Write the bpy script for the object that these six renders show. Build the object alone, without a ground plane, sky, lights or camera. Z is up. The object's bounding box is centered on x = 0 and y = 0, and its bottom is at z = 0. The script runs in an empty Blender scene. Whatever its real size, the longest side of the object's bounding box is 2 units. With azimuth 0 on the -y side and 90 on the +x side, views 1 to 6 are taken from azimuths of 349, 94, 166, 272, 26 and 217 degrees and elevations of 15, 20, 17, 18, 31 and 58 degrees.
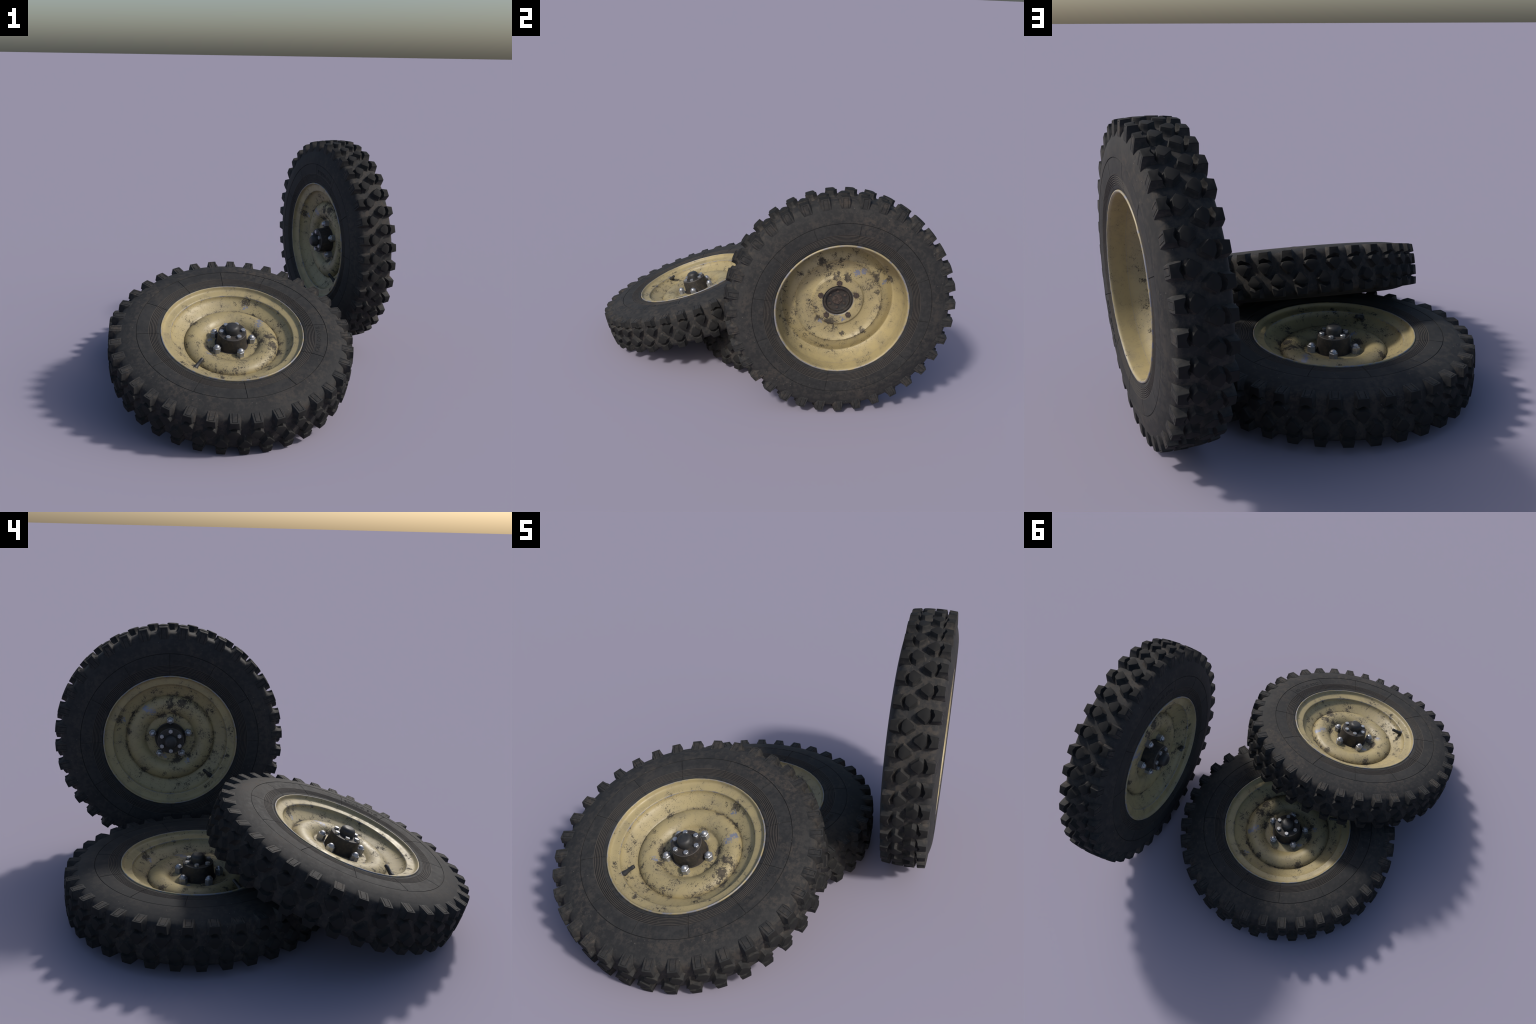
"""Three identical off-road wheels: one standing, one lying flat, one leaning on the flat one.
Every wheel: tyre (carcass, shoulder lugs, tread blocks, lettering), steel rim, hub with cap and bolts,
five acorn nuts, five stud heads behind, a rubber valve stem.
Wheel frame: origin in the wheel's middle, z = axle (towards the hub cap), y = towards the top nut."""
import bpy, bmesh, math
from math import sin, cos, pi, radians
import numpy as np
from mathutils import Matrix, Vector

# ----------------------------------------------------------------------------- sizes
R_CROWN = 0.5815          # tread blocks at the middle
R_EDGE = 0.5752           # at the shoulder edge
Z_EDGE = 0.0945
LUGS = 36
PHASE_FRONT, PHASE_BACK = 2.8, 7.9      # degrees
GROOVE_FRONT, GROOVE_BACK = 0.0, 8.0    # radial lines in the side wall, every 30 degrees


def r_top(z):
    return R_CROWN - (R_CROWN - R_EDGE) * min(1.2, abs(z) / Z_EDGE) ** 2


# ----------------------------------------------------------------------------- node helpers
class Nodes:
    def __init__(self, name):
        self.mat = bpy.data.materials.new(name)
        self.mat.use_nodes = True
        self.t = self.mat.node_tree
        self.t.nodes.clear()
        self.out = self.t.nodes.new('ShaderNodeOutputMaterial')
        self.bsdf = self.t.nodes.new('ShaderNodeBsdfPrincipled')
        self.t.links.new(self.bsdf.outputs[0], self.out.inputs[0])

    def put(self, sock, val):
        if isinstance(val, bpy.types.NodeSocket):
            self.t.links.new(val, sock)
        else:
            sock.default_value = val

    def math(self, op, a, b=None, c=None, clamp=False):
        n = self.t.nodes.new('ShaderNodeMath')
        n.operation = op
        n.use_clamp = clamp
        for i, v in enumerate((a, b, c)):
            if v is not None:
                self.put(n.inputs[i], v)
        return n.outputs[0]

    def ramp(self, v, lo, hi, a=0.0, b=1.0):
        n = self.t.nodes.new('ShaderNodeMapRange')
        n.interpolation_type = 'SMOOTHSTEP'
        self.put(n.inputs[0], v)
        for i, x in enumerate((lo, hi, a, b)):
            self.put(n.inputs[1 + i], x)
        return n.outputs[0]

    def noise(self, vec, scale, detail=6.0, rough=0.6, dist=0.0):
        n = self.t.nodes.new('ShaderNodeTexNoise')
        self.put(n.inputs['Vector'], vec)
        n.inputs['Scale'].default_value = scale
        n.inputs['Detail'].default_value = detail
        n.inputs['Roughness'].default_value = rough
        n.inputs['Distortion'].default_value = dist
        return n.outputs['Fac']

    def voronoi(self, vec, scale, feature='F1'):
        n = self.t.nodes.new('ShaderNodeTexVoronoi')
        n.feature = feature
        self.put(n.inputs['Vector'], vec)
        n.inputs['Scale'].default_value = scale
        return n.outputs['Distance']

    def mix(self, fac, a, b):
        n = self.t.nodes.new('ShaderNodeMix')
        n.data_type = 'RGBA'
        self.put(n.inputs[0], fac)
        self.put(n.inputs[6], a if isinstance(a, bpy.types.NodeSocket) else (*a, 1))
        self.put(n.inputs[7], b if isinstance(b, bpy.types.NodeSocket) else (*b, 1))
        return n.outputs[2]

    def xyz(self, v):
        n = self.t.nodes.new('ShaderNodeSeparateXYZ')
        self.put(n.inputs[0], v)
        return n.outputs

    def vec(self, x, y, z):
        n = self.t.nodes.new('ShaderNodeCombineXYZ')
        for i, v in enumerate((x, y, z)):
            self.put(n.inputs[i], v)
        return n.outputs[0]

    def obj(self, shuffle=False):
        c = self.t.nodes.new('ShaderNodeTexCoord').outputs['Object']
        if not shuffle:
            return c
        rnd = self.t.nodes.new('ShaderNodeObjectInfo').outputs['Random']
        n = self.t.nodes.new('ShaderNodeVectorMath')
        n.operation = 'ADD'
        self.put(n.inputs[0], c)
        off = self.math('MULTIPLY', rnd, 9.0)
        self.put(n.inputs[1], self.vec(off, off, off))
        return n.outputs[0]

    def radius(self, c):
        x, y, z = self.xyz(c)
        return self.math('SQRT', self.math('ADD', self.math('MULTIPLY', x, x), self.math('MULTIPLY', y, y)))

    def bump(self, h, strength, dist):
        n = self.t.nodes.new('ShaderNodeBump')
        n.inputs['Strength'].default_value = strength
        n.inputs['Distance'].default_value = dist
        self.put(n.inputs['Height'], h)
        self.put(self.bsdf.inputs['Normal'], n.outputs[0])

    def finish(self, color, rough, metal=0.0, spec=0.5):
        self.put(self.bsdf.inputs['Base Color'], color if isinstance(color, bpy.types.NodeSocket) else (*color, 1))
        self.put(self.bsdf.inputs['Roughness'], rough)
        self.put(self.bsdf.inputs['Metallic'], metal)
        self.put(self.bsdf.inputs['Specular IOR Level'], spec)
        return self.mat


# ----------------------------------------------------------------------------- materials
def rubber_material():
    n = Nodes('dusty_rubber')
    raw = n.obj()
    c = n.obj(shuffle=True)
    r = n.radius(raw)
    x, y, z = n.xyz(raw)
    ang = n.math('ARCTAN2', y, x)
    dark, grey, brown, pale = (0.0180, 0.0183, 0.0190), (0.0330, 0.0325, 0.0320), (0.0530, 0.0445, 0.0375), (0.16, 0.15, 0.135)
    cloud = n.noise(c, 6.0, 7.0, 0.66)
    grain = n.noise(c, 48.0, 8.0, 0.74)
    # scuffs that run around the tyre
    around = n.noise(n.vec(n.math('MULTIPLY', ang, 1.6), n.math('MULTIPLY', r, 60.0), z), 3.0, 7.0, 0.72)
    tone = n.math('ADD', n.math('MULTIPLY', cloud, 0.35), n.math('MULTIPLY', grain, 0.65))
    col = n.mix(n.ramp(tone, 0.40, 0.62), dark, grey)
    dust = n.math('MULTIPLY', n.ramp(n.noise(c, 3.6, 7.0, 0.68, 0.6), 0.47, 0.66), n.ramp(grain, 0.40, 0.60))
    dust = n.math('MULTIPLY', dust, n.ramp(around, 0.32, 0.62, 0.35, 1.0))
    # dried mud lies in the tread grooves and on the band under the shoulder lugs
    groove = n.math('MULTIPLY', n.ramp(r, 0.520, 0.545), n.ramp(r, 0.555, 0.568, 1.0, 0.0))
    band = n.math('MULTIPLY', n.ramp(r, 0.4494, 0.4504), n.ramp(r, 0.47, 0.52, 1.0, 0.0))
    more = n.math('ADD', n.math('MULTIPLY', groove, n.ramp(tone, 0.45, 0.62, 0.0, 0.62)),
                  n.math('MULTIPLY', band, n.ramp(tone, 0.46, 0.62, 0.0, 0.42)))
    col = n.mix(n.math('ADD', n.math('MULTIPLY', dust, 0.85), more, clamp=True), col, brown)
    # fine ribs around the rim: dust on their crests, black in between
    rib = n.math('SINE', n.math('MULTIPLY', n.math('SUBTRACT', r, 0.3555), 2 * pi / 0.0068))
    zone = n.math('MULTIPLY', n.ramp(r, 0.3530, 0.3545), n.ramp(r, 0.3915, 0.3930, 1.0, 0.0))
    col = n.mix(n.math('MULTIPLY', n.math('MULTIPLY', zone, n.ramp(rib, 0.0, 0.6)), n.ramp(around, 0.35, 0.60, 0.45, 1.0)), col, brown)
    col = n.mix(n.math('MULTIPLY', n.math('MULTIPLY', zone, n.ramp(rib, -0.85, -0.35, 1.0, 0.0)), 0.85), col, (0.007, 0.007, 0.008))
    # near-black colour along the moulded ring line
    ringline = n.math('MULTIPLY', n.ramp(r, 0.4475, 0.4482), n.ramp(r, 0.4496, 0.4503, 1.0, 0.0))
    col = n.mix(n.math('MULTIPLY', ringline, 0.9), col, (0.006, 0.006, 0.007))
    # block tops coloured darker and more even than their flanks
    zq = n.math('DIVIDE', z, Z_EDGE)
    top = n.math('SUBTRACT', R_CROWN, n.math('MULTIPLY', n.math('MULTIPLY', zq, zq), R_CROWN - R_EDGE))
    top_mask = n.ramp(n.math('SUBTRACT', top, r), 0.0012, 0.0032, 1.0, 0.0)
    col = n.mix(n.math('MULTIPLY', top_mask, 0.92), col, n.mix(n.ramp(grain, 0.35, 0.65), (0.0105, 0.0105, 0.0105), (0.0150, 0.0147, 0.0143)))
    # grit
    speck = n.math('MULTIPLY', n.ramp(n.voronoi(c, 46.0), 0.06, 0.09, 1.0, 0.0), n.ramp(n.noise(c, 9.0, 2.0), 0.47, 0.58))
    speck = n.math('MAXIMUM', speck, n.math('MULTIPLY', n.ramp(n.noise(c, 26.0, 9.0, 0.8), 0.66, 0.74), 0.55))
    col = n.mix(n.math('MULTIPLY', n.math('MULTIPLY', speck, n.math('SUBTRACT', 1.0, top_mask)), 0.6), col, pale)
    n.bump(n.math('ADD', grain, n.math('MULTIPLY', around, 0.6)), 0.45, 0.0014)
    return n.finish(col, n.ramp(grain, 0.3, 0.7, 0.70, 0.90), 0.0, n.math('SUBTRACT', 0.28, n.math('MULTIPLY', top_mask, 0.10)))


# spots of lost paint on the rim disc: (x, y, radius); seen on both faces
DARK_SPOTS = [(-.255, .105, .030), (-.040, .245, .020), (0, .187, .034), (.052, .187, .028), (.095, .205, .030), (-.040, .128, .032),
              (.013, .132, .040), (-.2, .045, .020), (.200, .142, .024), (.155, -.196, .024), (.177, -.250, .016), (.295, -.087, .013),
              (.036, -.110, .030), (.090, -.100, .024), (-.140, -.168, .028), (-.040, -.187, .022), (.208, -.015, .018), (-.137, .242, .014),
              (-.190, .13, .024), (.135, -.155, .015)]
BLUE_SPOTS = [(-.123, .160, .026), (-.090, .146, .026), (.087, -.118, .022), (-.232, .100, .020), (-.03, -.10, .018)]


def paint_material():
    n = Nodes('chipped_sand_paint')
    c = n.obj()
    x, y, z = n.xyz(c)
    r = n.radius(c)
    fine = n.noise(c, 95.0, 8.0, 0.72, 0.4)
    mid = n.noise(c, 22.0, 7.0, 0.68, 0.3)
    big = n.noise(c, 5.5, 4.0, 0.6)
    flat = n.vec(x, y, 0.0)

    def spots(table):
        best = None
        for sx, sy, rad in table:
            d = n.t.nodes.new('ShaderNodeVectorMath')
            d.operation = 'DISTANCE'
            n.put(d.inputs[0], flat)
            d.inputs[1].default_value = (sx, sy, 0)
            m = n.ramp(d.outputs['Value'], rad * 0.25, rad * 1.25, 1.0, 0.0)
            best = m if best is None else n.math('MAXIMUM', best, m)
        return best

    sand = n.mix(n.ramp(big, 0.35, 0.68), (0.335, 0.272, 0.136), (0.285, 0.234, 0.122))
    sand = n.mix(n.math('MULTIPLY', n.ramp(mid, 0.45, 0.75), 0.30), sand, (0.245, 0.205, 0.118))
    stain = n.math('MULTIPLY', n.ramp(n.noise(c, 11.0, 8.0, 0.72, 0.8), 0.46, 0.66), n.ramp(fine, 0.35, 0.60, 0.4, 1.0))
    sand = n.mix(n.math('MULTIPLY', stain, 0.50), sand, (0.190, 0.162, 0.105))
    # band of grime beside the pressed creases, broken up by grain
    def near(v, at, w):
        return n.ramp(n.math('ABSOLUTE', n.math('SUBTRACT', v, at)), 0.0, w, 1.0, 0.0)
    crease = n.math('MAXIMUM', near(r, 0.2240, 0.016), n.math('MULTIPLY', near(r, 0.122, 0.018), 0.7))
    darker_tone = n.math('MULTIPLY', crease, n.ramp(mid, 0.36, 0.62))
    sand = n.mix(n.math('MULTIPLY', darker_tone, 0.70), sand, (0.155, 0.125, 0.072))
    # lost paint: fine pitting everywhere, dense in the spots
    inside = n.math('LESS_THAN', r, 0.302)
    field = n.math('ADD', n.math('MULTIPLY', spots(DARK_SPOTS), 0.105), n.math('MULTIPLY', crease, 0.035))
    field = n.math('SUBTRACT', field, n.math('MULTIPLY', n.ramp(r, 0.285, 0.320), 0.035))
    pit = n.noise(c, 240.0, 5.0, 0.7)
    level = n.math('ADD', n.math('ADD', n.math('ADD', n.math('MULTIPLY', fine, 0.55), n.math('MULTIPLY', pit, 0.45)), field), n.math('MULTIPLY', n.math('SUBTRACT', big, 0.5), 0.22))
    level = n.math('ADD', level, n.math('MULTIPLY', n.math('SUBTRACT', mid, 0.5), 0.55))
    chip = n.ramp(level, 0.572, 0.616)
    freckle = n.ramp(n.math('ADD', pit, n.math('MULTIPLY', n.math('SUBTRACT', mid, 0.5), 0.5)), 0.580, 0.645)
    chip = n.math('MAXIMUM', chip, n.math('MULTIPLY', freckle, n.ramp(r, 0.285, 0.325, 0.8, 0.35)))
    dirtcol = n.mix(n.ramp(n.noise(c, 40.0, 3.0), 0.4, 0.6), (0.026, 0.022, 0.018), (0.062, 0.051, 0.039))
    col = n.mix(n.math('MULTIPLY', chip, 0.93), sand, dirtcol)
    # hairline scratches
    s1 = n.noise(n.vec(n.math('ADD', n.math('MULTIPLY', x, 14.0), n.math('MULTIPLY', y, 9.0)), n.math('SUBTRACT', n.math('MULTIPLY', y, 190.0), n.math('MULTIPLY', x, 260.0)), z), 1.0, 3.0, 0.5)
    scr = n.math('MULTIPLY', n.ramp(s1, 0.735, 0.755), n.ramp(big, 0.46, 0.58))
    # bare primer: lip edges, the ledge edge, blue spots
    primer = (0.190, 0.205, 0.262)
    lip = n.math('MAXIMUM', n.ramp(r, 0.3335, 0.3362), n.math('MULTIPLY', n.ramp(n.math('ABSOLUTE', z), 0.1066, 0.1082), 0.75))
    ledge = n.math('MULTIPLY', near(r, 0.2900, 0.0019), n.math('GREATER_THAN', z, 0.078))
    hole = n.math('MULTIPLY', near(r, 0.0795, 0.0018), 0.8)
    backline = n.math('MULTIPLY', near(z, -0.0375, 0.0014), 0.55)
    edge = n.math('MAXIMUM', n.math('MAXIMUM', n.math('MULTIPLY', lip, n.ramp(mid, 0.42, 0.58, 0.05, 1.0)), n.math('MULTIPLY', ledge, n.ramp(mid, 0.42, 0.60, 0.05, 0.85))), n.math('MAXIMUM', hole, backline))
    blue = n.ramp(n.math('ADD', fine, n.math('MULTIPLY', spots(BLUE_SPOTS), 0.20)), 0.640, 0.690)
    blue = n.math('MULTIPLY', blue, n.ramp(spots(BLUE_SPOTS), 0.0, 0.2))
    bare = n.math('MAXIMUM', n.math('MAXIMUM', n.math('MULTIPLY', edge, 0.85), blue), n.math('MULTIPLY', scr, 0.55))
    col = n.mix(bare, col, primer)
    n.bump(n.math('SUBTRACT', n.math('MULTIPLY', mid, 0.25), chip), 0.25, 0.0008)
    rough = n.math('ADD', n.ramp(mid, 0.35, 0.65, 0.42, 0.54), n.math('MULTIPLY', chip, 0.35))
    return n.finish(col, rough, n.math('MULTIPLY', bare, 0.35), 0.5)


def hub_material():
    n = Nodes('greasy_cast_iron')
    c = n.obj()
    a = n.noise(c, 70.0, 7.0, 0.72)
    b = n.noise(c, 14.0, 4.0)
    col = n.mix(n.ramp(a, 0.42, 0.68), (0.020, 0.0185, 0.0175), (0.048, 0.038, 0.029))
    col = n.mix(n.math('MULTIPLY', n.ramp(b, 0.5, 0.7), 0.5), col, (0.055, 0.040, 0.030))
    r = n.radius(c)
    x, y, z = n.xyz(c)
    edge = n.math('MULTIPLY', n.ramp(r, 0.0640, 0.0655), n.ramp(z, 0.0945, 0.0958))
    col = n.mix(n.math('MULTIPLY', edge, 0.7), col, (0.11, 0.10, 0.095))
    n.bump(a, 0.5, 0.0012)
    return n.finish(col, n.ramp(b, 0.3, 0.7, 0.5, 0.72), 0.0, 0.4)


def cap_material():
    n = Nodes('black_cap')
    c = n.obj()
    a = n.noise(c, 60.0, 5.0)
    n.bump(a, 0.15, 0.0006)
    return n.finish(n.mix(n.ramp(a, 0.4, 0.7), (0.024, 0.024, 0.025), (0.036, 0.035, 0.034)), 0.48, 0.0, 0.4)


def steel_material():
    n = Nodes('dull_zinc_steel')
    c = n.obj(shuffle=True)
    a = n.noise(c, 120.0, 6.0, 0.7)
    b = n.noise(c, 30.0, 3.0)
    col = n.mix(n.ramp(a, 0.4, 0.7), (0.42, 0.43, 0.455), (0.30, 0.305, 0.32))
    col = n.mix(n.math('MULTIPLY', n.ramp(b, 0.55, 0.72), 0.5), col, (0.13, 0.12, 0.11))
    n.bump(a, 0.15, 0.0005)
    return n.finish(col, n.ramp(b, 0.3, 0.7, 0.36, 0.5), 0.75, 0.5)


def rust_material():
    n = Nodes('brown_rust')
    c = n.obj(shuffle=True)
    a = n.noise(c, 110.0, 7.0, 0.75)
    col = n.mix(n.ramp(a, 0.38, 0.66), (0.036, 0.028, 0.024), (0.085, 0.062, 0.052))
    n.bump(a, 0.6, 0.0015)
    return n.finish(col, 0.85, 0.0, 0.25)


# ----------------------------------------------------------------------------- mesh helpers
def to_mesh(name, verts, faces, mat, sharp=None, smooth=True):
    me = bpy.data.meshes.new(name)
    me.from_pydata([tuple(v) for v in verts], [], faces)
    bm = bmesh.new()
    bm.from_mesh(me)
    bmesh.ops.recalc_face_normals(bm, faces=bm.faces)
    bm.to_mesh(me)
    bm.free()
    me.materials.append(mat)
    me.polygons.foreach_set('use_smooth', [smooth] * len(me.polygons))
    if sharp is not None and smooth:
        me.set_sharp_from_angle(angle=radians(sharp))
    me.update()
    return me


def catmull(pts, per):
    """Smooth curve through hand-placed profile points; per = samples per span."""
    p = np.array(pts, float)
    q = np.vstack([2 * p[0] - p[1], p, 2 * p[-1] - p[-2]])
    out = []
    for i in range(1, len(q) - 2):
        a, b, c, d = q[i - 1:i + 3]
        for k in range(per):
            t = k / per
            out.append(0.5 * ((2 * b) + (-a + c) * t + (2 * a - 5 * b + 4 * c - d) * t * t + (-a + 3 * b - 3 * c + d) * t ** 3))
    out.append(p[-1])
    return [tuple(v) for v in out]


def revolve(profile, angles, tweak=None):
    """Closed (r, z) profile turned about z; tweak(r, z, angle) may move a point."""
    m, k = len(profile), len(angles)
    verts, faces = [], []
    for a in angles:
        for (r, z) in profile:
            rr, zz = (r, z) if tweak is None else tweak(r, z, a)
            verts.append((rr * cos(a), rr * sin(a), zz))
    for i in range(k):
        j = (i + 1) % k
        for s in range(m):
            t = (s + 1) % m
            faces.append((i * m + s, i * m + t, j * m + t, j * m + s))
    return verts, faces


def lathe(profile, seg):
    """Open (r, z) profile turned about z, ends capped."""
    k = len(profile)
    verts, faces = [], []
    for i in range(seg):
        a = 2 * pi * i / seg
        verts += [(r * cos(a), r * sin(a), z) for r, z in profile]
    for i in range(seg):
        j = (i + 1) % seg
        for s in range(k - 1):
            faces.append((i * k + s, j * k + s, j * k + s + 1, i * k + s + 1))
    faces.append(tuple(i * k for i in range(seg)))
    faces.append(tuple(i * k + k - 1 for i in range(seg)))
    return verts, faces


# ----------------------------------------------------------------------------- tyre carcass
SIDE = [(.3365, .0990), (.3395, .1040), (.3470, .1070), (.3650, .1098), (.3900, .1121), (.4200, .1130), (.4490, .1122),
        (.4750, .1098), (.5000, .1042), (.5180, .0982), (.5320, .0920), (.5422, .0845), (.5482, .0735), (.5512, .0520), (.5520, .0280), (.5525, 0.0)]


def side_profile():
    smooth = catmull(SIDE, 14)
    # resample the ribbed side wall finely so that ribs and lines can be cut into it
    rs = np.array([p[0] for p in smooth])
    zs = np.array([p[1] for p in smooth])
    cut = int(np.argmax(rs > 0.47))
    fine_r = np.concatenate([np.arange(.3400, .3530, .0035), np.arange(.3530, .3945, .00085), np.arange(.3950, .4440, .0042),
                             [.4450, .4474, .4482, .4490, .4498, .4506, .4530, .4590, .4650]])
    pts = [(.3420, .0900), (.3368, .0990)]
    for r in fine_r:
        z = float(np.interp(r, rs[:cut + 1], zs[:cut + 1]))
        if .3540 <= r <= .3920:                                      # six fine ribs
            z -= 0.0020 * (0.5 - 0.5 * sin(2 * pi * (r - .3555) / .0068)) ** 1.5
        if abs(r - .4490) < .0009:                                   # moulded ring line
            z -= 0.0016
        if r > .4500:                                                # band beyond it stands proud
            z += 0.0006 * max(0.0, 1 - (r - .45) / .05)
        pts.append((float(r), z))
    pts += [smooth[i] for i in range(cut, len(smooth), 3)]
    if pts[-1][1] != 0.0:
        pts.append((SIDE[-1][0], 0.0))
    return pts


def build_tyre(mat):
    half = side_profile()
    profile = half + [(r, -z) for r, z in reversed(half[:-1])]
    angles = set(round(i * 1.0, 3) for i in range(360))
    for k in range(12):
        for base in (GROOVE_FRONT, GROOVE_BACK):
            for d in (-.42, -.20, -.13, .0, .13, .20, .42):
                angles.add(round((base + 30 * k + d) % 360, 3))
    angles = [radians(a) for a in sorted(angles)]

    def tweak(r, z, a):
        if .3430 < r < .4488 and abs(z) > .1:
            base = GROOVE_FRONT if z > 0 else GROOVE_BACK
            d = (math.degrees(a) - base + 15) % 30 - 15
            if abs(d) < .16:
                z -= math.copysign(.0022, z)
        return r, z

    v, f = revolve(profile, angles, tweak)
    return to_mesh('tyre', v, f, mat, 40)


# ----------------------------------------------------------------------------- tread pieces
def loft_block(name, mat, levels):
    """levels: rings (top first) of equal length made of (angle, radius, z); top capped, base left in the carcass."""
    n = len(levels[0])
    verts, faces = [], []
    for ring in levels:
        for a, r, z in ring:
            verts.append((r * cos(a), r * sin(a), z))
    for i in range(len(levels) - 1):
        for s in range(n):
            t = (s + 1) % n
            faces.append((i * n + s, i * n + t, (i + 1) * n + t, (i + 1) * n + s))
    faces.append(tuple(range(n)))
    faces.append(tuple(range((len(levels) - 1) * n, len(levels) * n)))
    return to_mesh(name, verts, faces, mat, 32)


def outline_normals(pts):
    p = np.array(pts)
    e = np.roll(p, -1, 0) - p
    nrm = np.stack([e[:, 1], -e[:, 0]], 1)
    nrm /= np.linalg.norm(nrm, axis=1)[:, None] + 1e-12
    v = nrm + np.roll(nrm, 1, 0)
    v /= np.maximum(np.linalg.norm(v, axis=1), 1e-9)[:, None]
    area = 0.5 * np.sum(p[:, 0] * np.roll(p[:, 1], -1) - np.roll(p[:, 0], -1) * p[:, 1])
    return v if area > 0 else -v


def edge_points(corners, per):
    out = []
    for i, a in enumerate(corners):
        b = corners[(i + 1) % len(corners)]
        for k in range(per):
            t = k / per
            out.append((a[0] + (b[0] - a[0]) * t, a[1] + (b[1] - a[1]) * t))
    return out


def build_tread_block(mat):
    """Hexagonal block beside the centre line; its blunt outer end nests in the notch of the shoulder lug."""
    corners = [(.0270, .0340), (.0185, .0425), (.0100, .0475), (-.0120, .0480), (-.0200, .0415), (-.0265, .0315), (-.0040, .0050), (.0060, .0045)]
    pts = edge_points(corners, 3)
    nrm = outline_normals(pts)
    levels = []
    for depth, grow in ((0, .0004), (.0004, .0011), (.0013, .0016), (.008, .0020), (.016, .0030), (.021, .0044), (.025, .0070), (.029, .0100), (.034, .0130), (.042, .019)):
        ring = []
        for (s, z), q in zip(pts, nrm):
            ss, zz = s + q[0] * grow, z + q[1] * grow
            ring.append((ss / .583, r_top(zz) - depth, zz))
        levels.append(ring)
    return loft_block('tread_block', mat, levels)


def build_shoulder_lug(mat):
    """Lug on the tread edge: V-notched towards the middle, its outer face runs down the side wall and carries a U-shaped line."""
    w_out, w_in = .0192, .0234
    fr = [-1, -.86, -.63, -.60, -.53, -.50, -.25, 0, .25, .50, .53, .60, .63, .86, 1]
    depths = [0, .0004, .0013, .0045, .0056, .0062, .0078, .0084, .013, .019, .026, .033, .040, .046, .051, .055, .060, .066, .074]
    levels = []
    for d in depths:
        r = R_EDGE - d
        chamfer = float(np.interp(d, [0, .0004, .0013], [-.0012, -.0004, 0]))
        grow = chamfer + .055 * d                                   # outer face widens a little towards the rim
        flank = chamfer + float(np.interp(d, [.0013, .010, .017, .023, .030, .040, .060], [0, .0010, .0026, .0056, .0096, .0106, .0090]))
        gin = chamfer + float(np.interp(d, [.0013, .010, .017, .023, .030], [0, .0008, .0030, .0075, .014]))
        z_out = float(np.interp(d, [0, .0004, .0013, .020, .035, .050, .058, .074], [.0934, .0942, .0947, .0968, .0982, .0990, .0982, .0930]))
        ring = []
        for t in fr:                                                # outer face
            s = t * (w_out + grow)
            z = z_out
            u_leg = .0058 < d < .052 and .53 <= abs(t) <= .60
            u_end = .0060 < d < .0080 and abs(t) <= .60
            if u_leg or u_end:
                z -= .0024
            ring.append((s / .58, r, z))
        side_z = [.0915, .080, .070]
        for k, z in enumerate(side_z):                              # flank
            t = (k + .3) / 3
            wide = w_out + (w_in - w_out) * t + (flank if k else max(grow, flank * .75))
            ring.append((wide / .58, r + (r_top(z) - R_EDGE), z))
        inner = [(w_in, .0605), (w_in * .62, .0622), (w_in * .28, .0668), (0, .0682), (-w_in * .28, .0668), (-w_in * .62, .0622), (-w_in, .0605)]
        for s, z in inner:
            zz = z - gin
            ring.append(((s * (1 + flank / w_in)) / .58, r + (r_top(z) - R_EDGE), zz))
        for k in (2, 1, 0):
            z = side_z[k]
            t = (k + .3) / 3
            wide = w_out + (w_in - w_out) * t + (flank if k else max(grow, flank * .75))
            ring.append((-wide / .58, r + (r_top(z) - R_EDGE), z))
        levels.append(ring)
    return loft_block('shoulder_lug', mat, levels)


def build_lettering(mat, font_text):
    """Low raised letters set along the side wall, feet outwards, in a 30 degree field."""
    cu = bpy.data.curves.new('lettering_source', 'FONT')
    cu.body = font_text
    cu.size = 0.027
    cu.space_character = 1.12
    cu.extrude = 0.0011
    cu.bevel_depth = 0.0003
    cu.resolution_u = 3
    ob = bpy.data.objects.new('lettering_source', cu)
    bpy.context.scene.collection.objects.link(ob)
    dg = bpy.context.evaluated_depsgraph_get()
    src = bpy.data.meshes.new_from_object(ob.evaluated_get(dg))
    bpy.data.objects.remove(ob)
    bpy.data.curves.remove(cu)
    rs, zs = [p[0] for p in SIDE], [p[1] for p in SIDE]
    xs = [v.co.x for v in src.vertices]
    x0, x1 = min(xs), max(xs)
    a0, a1 = radians(63.0), radians(88.0)
    for v in src.vertices:
        a = a0 + (v.co.x - x0) / (x1 - x0) * (a1 - a0)
        r = .4195 - v.co.y
        z = float(np.interp(r, rs[:9], zs[:9])) + 0.0002 + v.co.z
        v.co = (r * cos(a), r * sin(a), z)
    src.name = 'sidewall_lettering'
    src.materials.clear()
    src.materials.append(mat)
    return src


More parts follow.
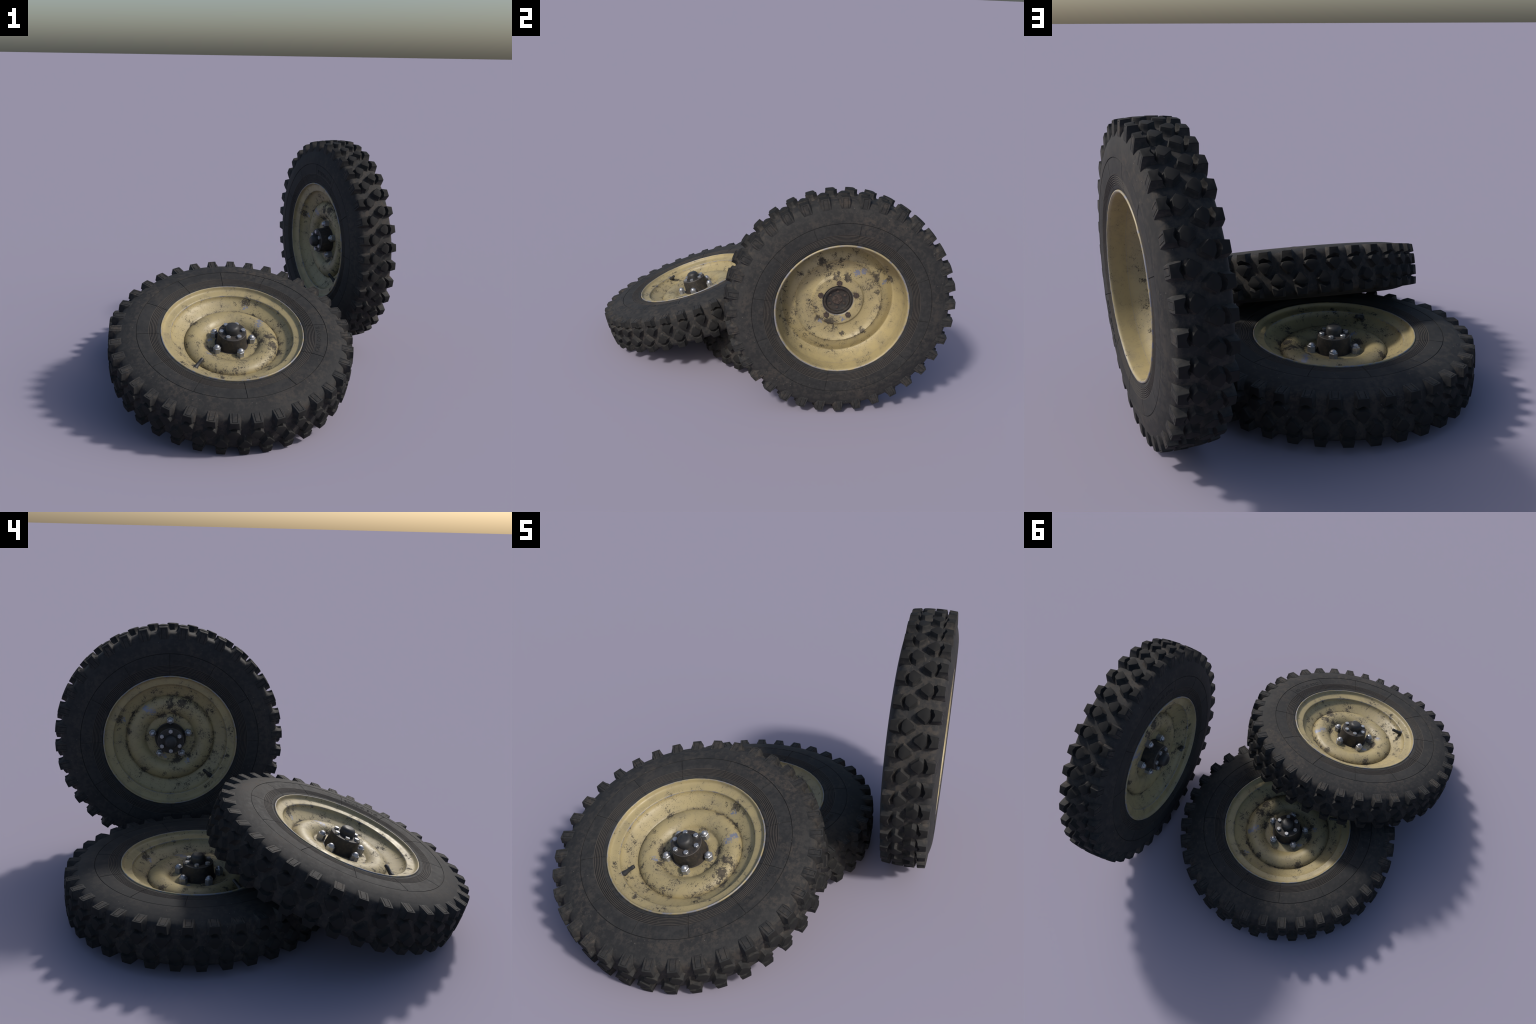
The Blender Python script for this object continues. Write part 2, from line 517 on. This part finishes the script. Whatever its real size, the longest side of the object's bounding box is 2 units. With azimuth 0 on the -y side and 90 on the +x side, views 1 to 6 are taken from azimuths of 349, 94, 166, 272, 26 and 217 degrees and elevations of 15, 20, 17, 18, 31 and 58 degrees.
# ----------------------------------------------------------------------------- rim and hub
RIM_FRONT = [(.3380, .1000), (.3384, .1050), (.3366, .1080), (.3345, .1087), (.3325, .1077), (.3302, .1032), (.3276, .0972), (.3240, .0928),
             (.3175, .0898), (.3060, .0872), (.2950, .0850), (.2908, .0830), (.2895, .0800), (.2885, .0760), (.2862, .0695), (.2805, .0620), (.2710, .0550), (.2580, .0475),
             (.2420, .0395), (.2305, .0335), (.2262, .0300), (.2243, .0280)]
RIM_BULGE = [(.2238, .0282), (.2228, .0318), (.2185, .0388), (.2095, .0468), (.1965, .0528), (.1820, .0555), (.1670, .0545), (.1520, .0500), (.1405, .0432),
             (.1315, .0355), (.1258, .0292), (.1215, .0270), (.1120, .0265)]
RIM_CENTRE = [(.0950, .0265), (.0805, .0265), (.0793, .0255), (.0788, .0240), (.0788, .0180), (.0795, .0160), (.0810, .0152), (.0950, .0150)]
RIM_BACK = [(.1200, .0150), (.1265, .0153), (.1300, .0175), (.1345, .0222), (.1420, .0250), (.1600, .0268), (.1800, .0264), (.1980, .0232), (.2100, .0172), (.2165, .0115), (.2190, .0095)]
RIM_BARREL = [(.2205, .0096), (.2240, .0125), (.2350, .0160), (.2550, .0225), (.2720, .0310), (.2820, .0362), (.2868, .0378), (.2905, .0368), (.2965, .0300), (.3065, .0140), (.3155, -.0060), (.3212, -.0220), (.3245, -.0375),
              (.3255, -.0600), (.3264, -.0850), (.3272, -.0990), (.3290, -.1050), (.3320, -.1083), (.3352, -.1087), (.3378, -.1070), (.3388, -.1040), (.3385, -.0980)]
RIM_HIDDEN = [(.3350, -.0600), (.3320, -.0300), (.3230, .0080), (.3030, .0420), (.3020, .0720), (.3280, .0900)]


def build_rim(mat):
    prof = catmull(RIM_FRONT, 3) + catmull(RIM_BULGE, 3) + RIM_CENTRE + catmull(RIM_BACK, 3) + catmull(RIM_BARREL, 3) + RIM_HIDDEN
    rng = np.random.RandomState(4)
    dents = [(rng.uniform(0, 2 * pi), rng.uniform(.02, .05), rng.uniform(-.0009, .0007)) for _ in range(40)]

    def tweak(r, z, a):                                              # knocked lip edge
        if r > .330 and abs(z) > .103:
            k = sum(h * math.exp(-(((a - c + pi) % (2 * pi) - pi) / w) ** 2) for c, w, h in dents)
            z += math.copysign(k, z)
            r += 0.6 * k
        return r, z

    v, f = revolve(prof, [2 * pi * i / 144 for i in range(144)], tweak)
    return to_mesh('rim', v, f, mat, 50)


def build_hub(mat):
    prof = [(.002, .0340), (.030, .0340), (.0570, .0340), (.0600, .0325), (.0612, .0250), (.0630, .0185), (.0665, .0168), (.0705, .0172), (.0728, .0195), (.0732, .0225), (.0810, .0228), (.0810, .0250), (.0732, .0256), (.0728, .0300), (.0715, .0420),
            (.0695, .0650), (.0672, .0900), (.0665, .0950), (.0655, .0966), (.0635, .0970), (.002, .0970)]
    v, f = lathe(prof, 72)
    return to_mesh('hub', v, f, mat, 35)


def build_cap(mat):
    prof = [(.0340, .0950), (.0338, .1000), (.0334, .1120)]
    prof += [(.0140 + .0190 * cos(t), .1165 + .0190 * sin(t)) for t in np.linspace(0.0, pi / 2, 11)]
    prof += [(.008, .1364), (.002, .1367)]
    v, f = lathe(prof, 48)
    return to_mesh('hub_cap', v, f, mat, 50)


def hexagon(rad, z0, z1, chamfer, dome=None):
    rings = [(rad, z0), (rad, z1 - chamfer), (rad - chamfer * 1.2, z1)]
    verts, faces = [], []
    for r, z in rings:
        verts += [(r * cos(pi / 3 * i), r * sin(pi / 3 * i), z) for i in range(6)]
    for k in range(2):
        for i in range(6):
            j = (i + 1) % 6
            faces.append((k * 6 + i, k * 6 + j, k * 6 + 6 + j, k * 6 + 6 + i))
    faces.append(tuple(range(6)))
    faces.append(tuple(range(12, 18)))
    if dome:
        n0 = len(verts)
        dr, dh, seg = dome[0], dome[1], 24
        steps = 9
        for k in range(steps):
            t = (pi / 2) * k / steps
            verts += [(dr * cos(t) * cos(2 * pi * i / seg), dr * cos(t) * sin(2 * pi * i / seg), z1 - .0012 + dh * sin(t)) for i in range(seg)]
        verts.append((0, 0, z1 - .0012 + dh))
        for k in range(steps - 1):
            for i in range(seg):
                j = (i + 1) % seg
                faces.append((n0 + k * seg + i, n0 + k * seg + j, n0 + (k + 1) * seg + j, n0 + (k + 1) * seg + i))
        for i in range(seg):
            faces.append((n0 + (steps - 1) * seg + i, n0 + (steps - 1) * seg + (i + 1) % seg, len(verts) - 1))
        faces.append(tuple(n0 + i for i in range(seg)))
    return verts, faces


def build_valve(mat):
    base, tip = Vector((.2035, -.1975, .0700)), Vector((.1685, -.1595, .0930))
    axis = (tip - base)
    length = axis.length
    prof = [(.0118, -.005), (.0122, .004), (.0112, .009), (.0092, .015), (.0084, .024), (.0080, .036), (.0085, .038), (.0084, length - .002), (.0070, length), (.001, length)]
    v, f = lathe(prof, 20)
    q = axis.to_track_quat('Z', 'Y')
    return to_mesh('valve_stem', [base + q @ Vector(p) for p in v], f, mat, 40)


def build_grease_plate(mat):
    """Rusty relief on the rear of the hub: a rough boss and six bolt ends around it."""
    rng = np.random.RandomState(9)
    verts, faces = [], []
    seg, rings = 48, 10
    verts.append((0, 0, .0300))
    for k in range(1, rings + 1):
        r = .0275 * k / rings
        for i in range(seg):
            a = 2 * pi * i / seg
            z = .0308 + .0012 * sin(5 * a + 9 * r * 30) * (k / rings) + rng.uniform(-.0007, .0007)
            if k == rings:
                z = .0346
            verts.append((r * cos(a), r * sin(a), z))
    for i in range(seg):
        faces.append((0, 1 + i, 1 + (i + 1) % seg))
    for k in range(rings - 1):
        for i in range(seg):
            j = (i + 1) % seg
            faces.append((1 + k * seg + i, 1 + (k + 1) * seg + i, 1 + (k + 1) * seg + j, 1 + k * seg + j))
    for b in range(6):
        n0 = len(verts)
        ca, sa = cos(pi / 2 + b * pi / 3), sin(pi / 2 + b * pi / 3)
        for z, r in ((.0346, .0078), (.0318, .0074), (.0311, .0060)):
            for i in range(12):
                a = 2 * pi * i / 12
                rr = r * (1 + rng.uniform(-.12, .12))
                verts.append((.0435 * ca + rr * cos(a), .0435 * sa + rr * sin(a), z))
        for k in range(2):
            for i in range(12):
                j = (i + 1) % 12
                faces.append((n0 + k * 12 + i, n0 + k * 12 + j, n0 + k * 12 + 12 + j, n0 + k * 12 + 12 + i))
        faces.append(tuple(n0 + 24 + i for i in range(12)))
    return to_mesh('rusty_boss', verts, faces, mat, 50)


# ----------------------------------------------------------------------------- assembly
def frame(right, up, axle):
    m = Matrix.Identity(4)
    for i, v in enumerate((right, up, axle)):
        for k in range(3):
            m[k][i] = v[k]
    return m


def place(name, mesh, parent, local):
    ob = bpy.data.objects.new(name, mesh)
    bpy.context.scene.collection.objects.link(ob)
    ob.parent = parent
    ob.matrix_local = local
    return ob


def main():
    rubber, paint, iron, black, steel, rust = rubber_material(), paint_material(), hub_material(), cap_material(), steel_material(), rust_material()
    tyre, lug, block = build_tyre(rubber), build_shoulder_lug(rubber), build_tread_block(rubber)
    letters = build_lettering(rubber, 'OLE OKVAB')
    rim, hub, cap = build_rim(paint), build_hub(iron), build_cap(black)
    valve, boss = build_valve(black), build_grease_plate(rust)
    nut = to_mesh('wheel_nut', *hexagon(.0188, .0255, .0545, .0018, (.0142, .0135)), steel, 30)
    bolt = to_mesh('hub_bolt', *hexagon(.0112, .0960, .1072, .0010), steel, 25)
    stud = to_mesh('stud_head', *hexagon(.0155, .0100, .0180, .0010), rust, 25)
    # the stud head's chamfer faces backwards
    for v in stud.vertices:
        v.co.z = .0275 - v.co.z
    stud.flip_normals()

    ident = Matrix.Identity(4)
    flip = Matrix.Rotation(pi, 4, 'X')
    yaw, tilt = radians(10.0), radians(20.1)
    leaning = lambda t: frame((0, -cos(t), -sin(t)), (1, 0, 0), (0, -sin(t), cos(t)))
    upright = frame((sin(yaw), -cos(yaw), 0), (0, 0, 1), (-cos(yaw), -sin(yaw), 0))
    wheels = [((.5594, .4170, .5924), upright, 'muddy off-road wheel standing upright with sand-coloured steel rim'),
              ((-.1734, .1854, .1273), leaning(0.0), 'muddy off-road wheel lying flat with sand-coloured steel rim'),
              ((-.1720, -.4264, .2866), leaning(tilt), 'muddy off-road wheel leaning on another, sand-coloured steel rim')]
    for centre, rot, label in wheels:
        pose = Matrix.Translation(centre) @ rot
        thing = bpy.data.objects.new('off_road_wheel', None)
        bpy.context.scene.collection.objects.link(thing)
        thing.empty_display_size = .2
        thing.location = (centre[0], centre[1], 0)
        thing['label'] = label
        thing['category'] = 'wheel'
        local = Matrix.Translation((0, 0, centre[2])) @ rot
        t = place('tyre', tyre, thing, local)
        for i in range(LUGS):
            a, b = radians(PHASE_FRONT + 10 * i), radians(PHASE_BACK + 10 * i)
            front, back = Matrix.Rotation(a, 4, 'Z'), Matrix.Rotation(b, 4, 'Z') @ flip
            for m in (front, back):
                place('shoulder_lug', lug, t, m)
                place('tread_block', block, t, m)
        place('sidewall_lettering', letters, t, ident)
        place('sidewall_lettering', letters, t, Matrix.Rotation(radians(38), 4, 'Z') @ flip)
        place('rim', rim, thing, local)
        h = place('hub', hub, thing, local)
        place('hub_cap', cap, h, ident)
        place('rusty_boss', boss, h, ident)
        for i in range(6):
            a = pi / 2 + i * pi / 3
            place('hub_bolt', bolt, h, Matrix.Translation((.0513 * cos(a), .0513 * sin(a), 0)) @ Matrix.Rotation(pi / 2, 4, 'Z'))
        for i in range(5):
            a = pi / 2 + i * 2 * pi / 5
            spot = Matrix.Translation((.0955 * cos(a), .0955 * sin(a), 0)) @ Matrix.Rotation(pi / 2 + .3 * (i % 3), 4, 'Z')
            place('wheel_nut', nut, thing, local @ spot)
            place('stud_head', stud, thing, local @ spot)
        place('valve_stem', valve, thing, local)


main()
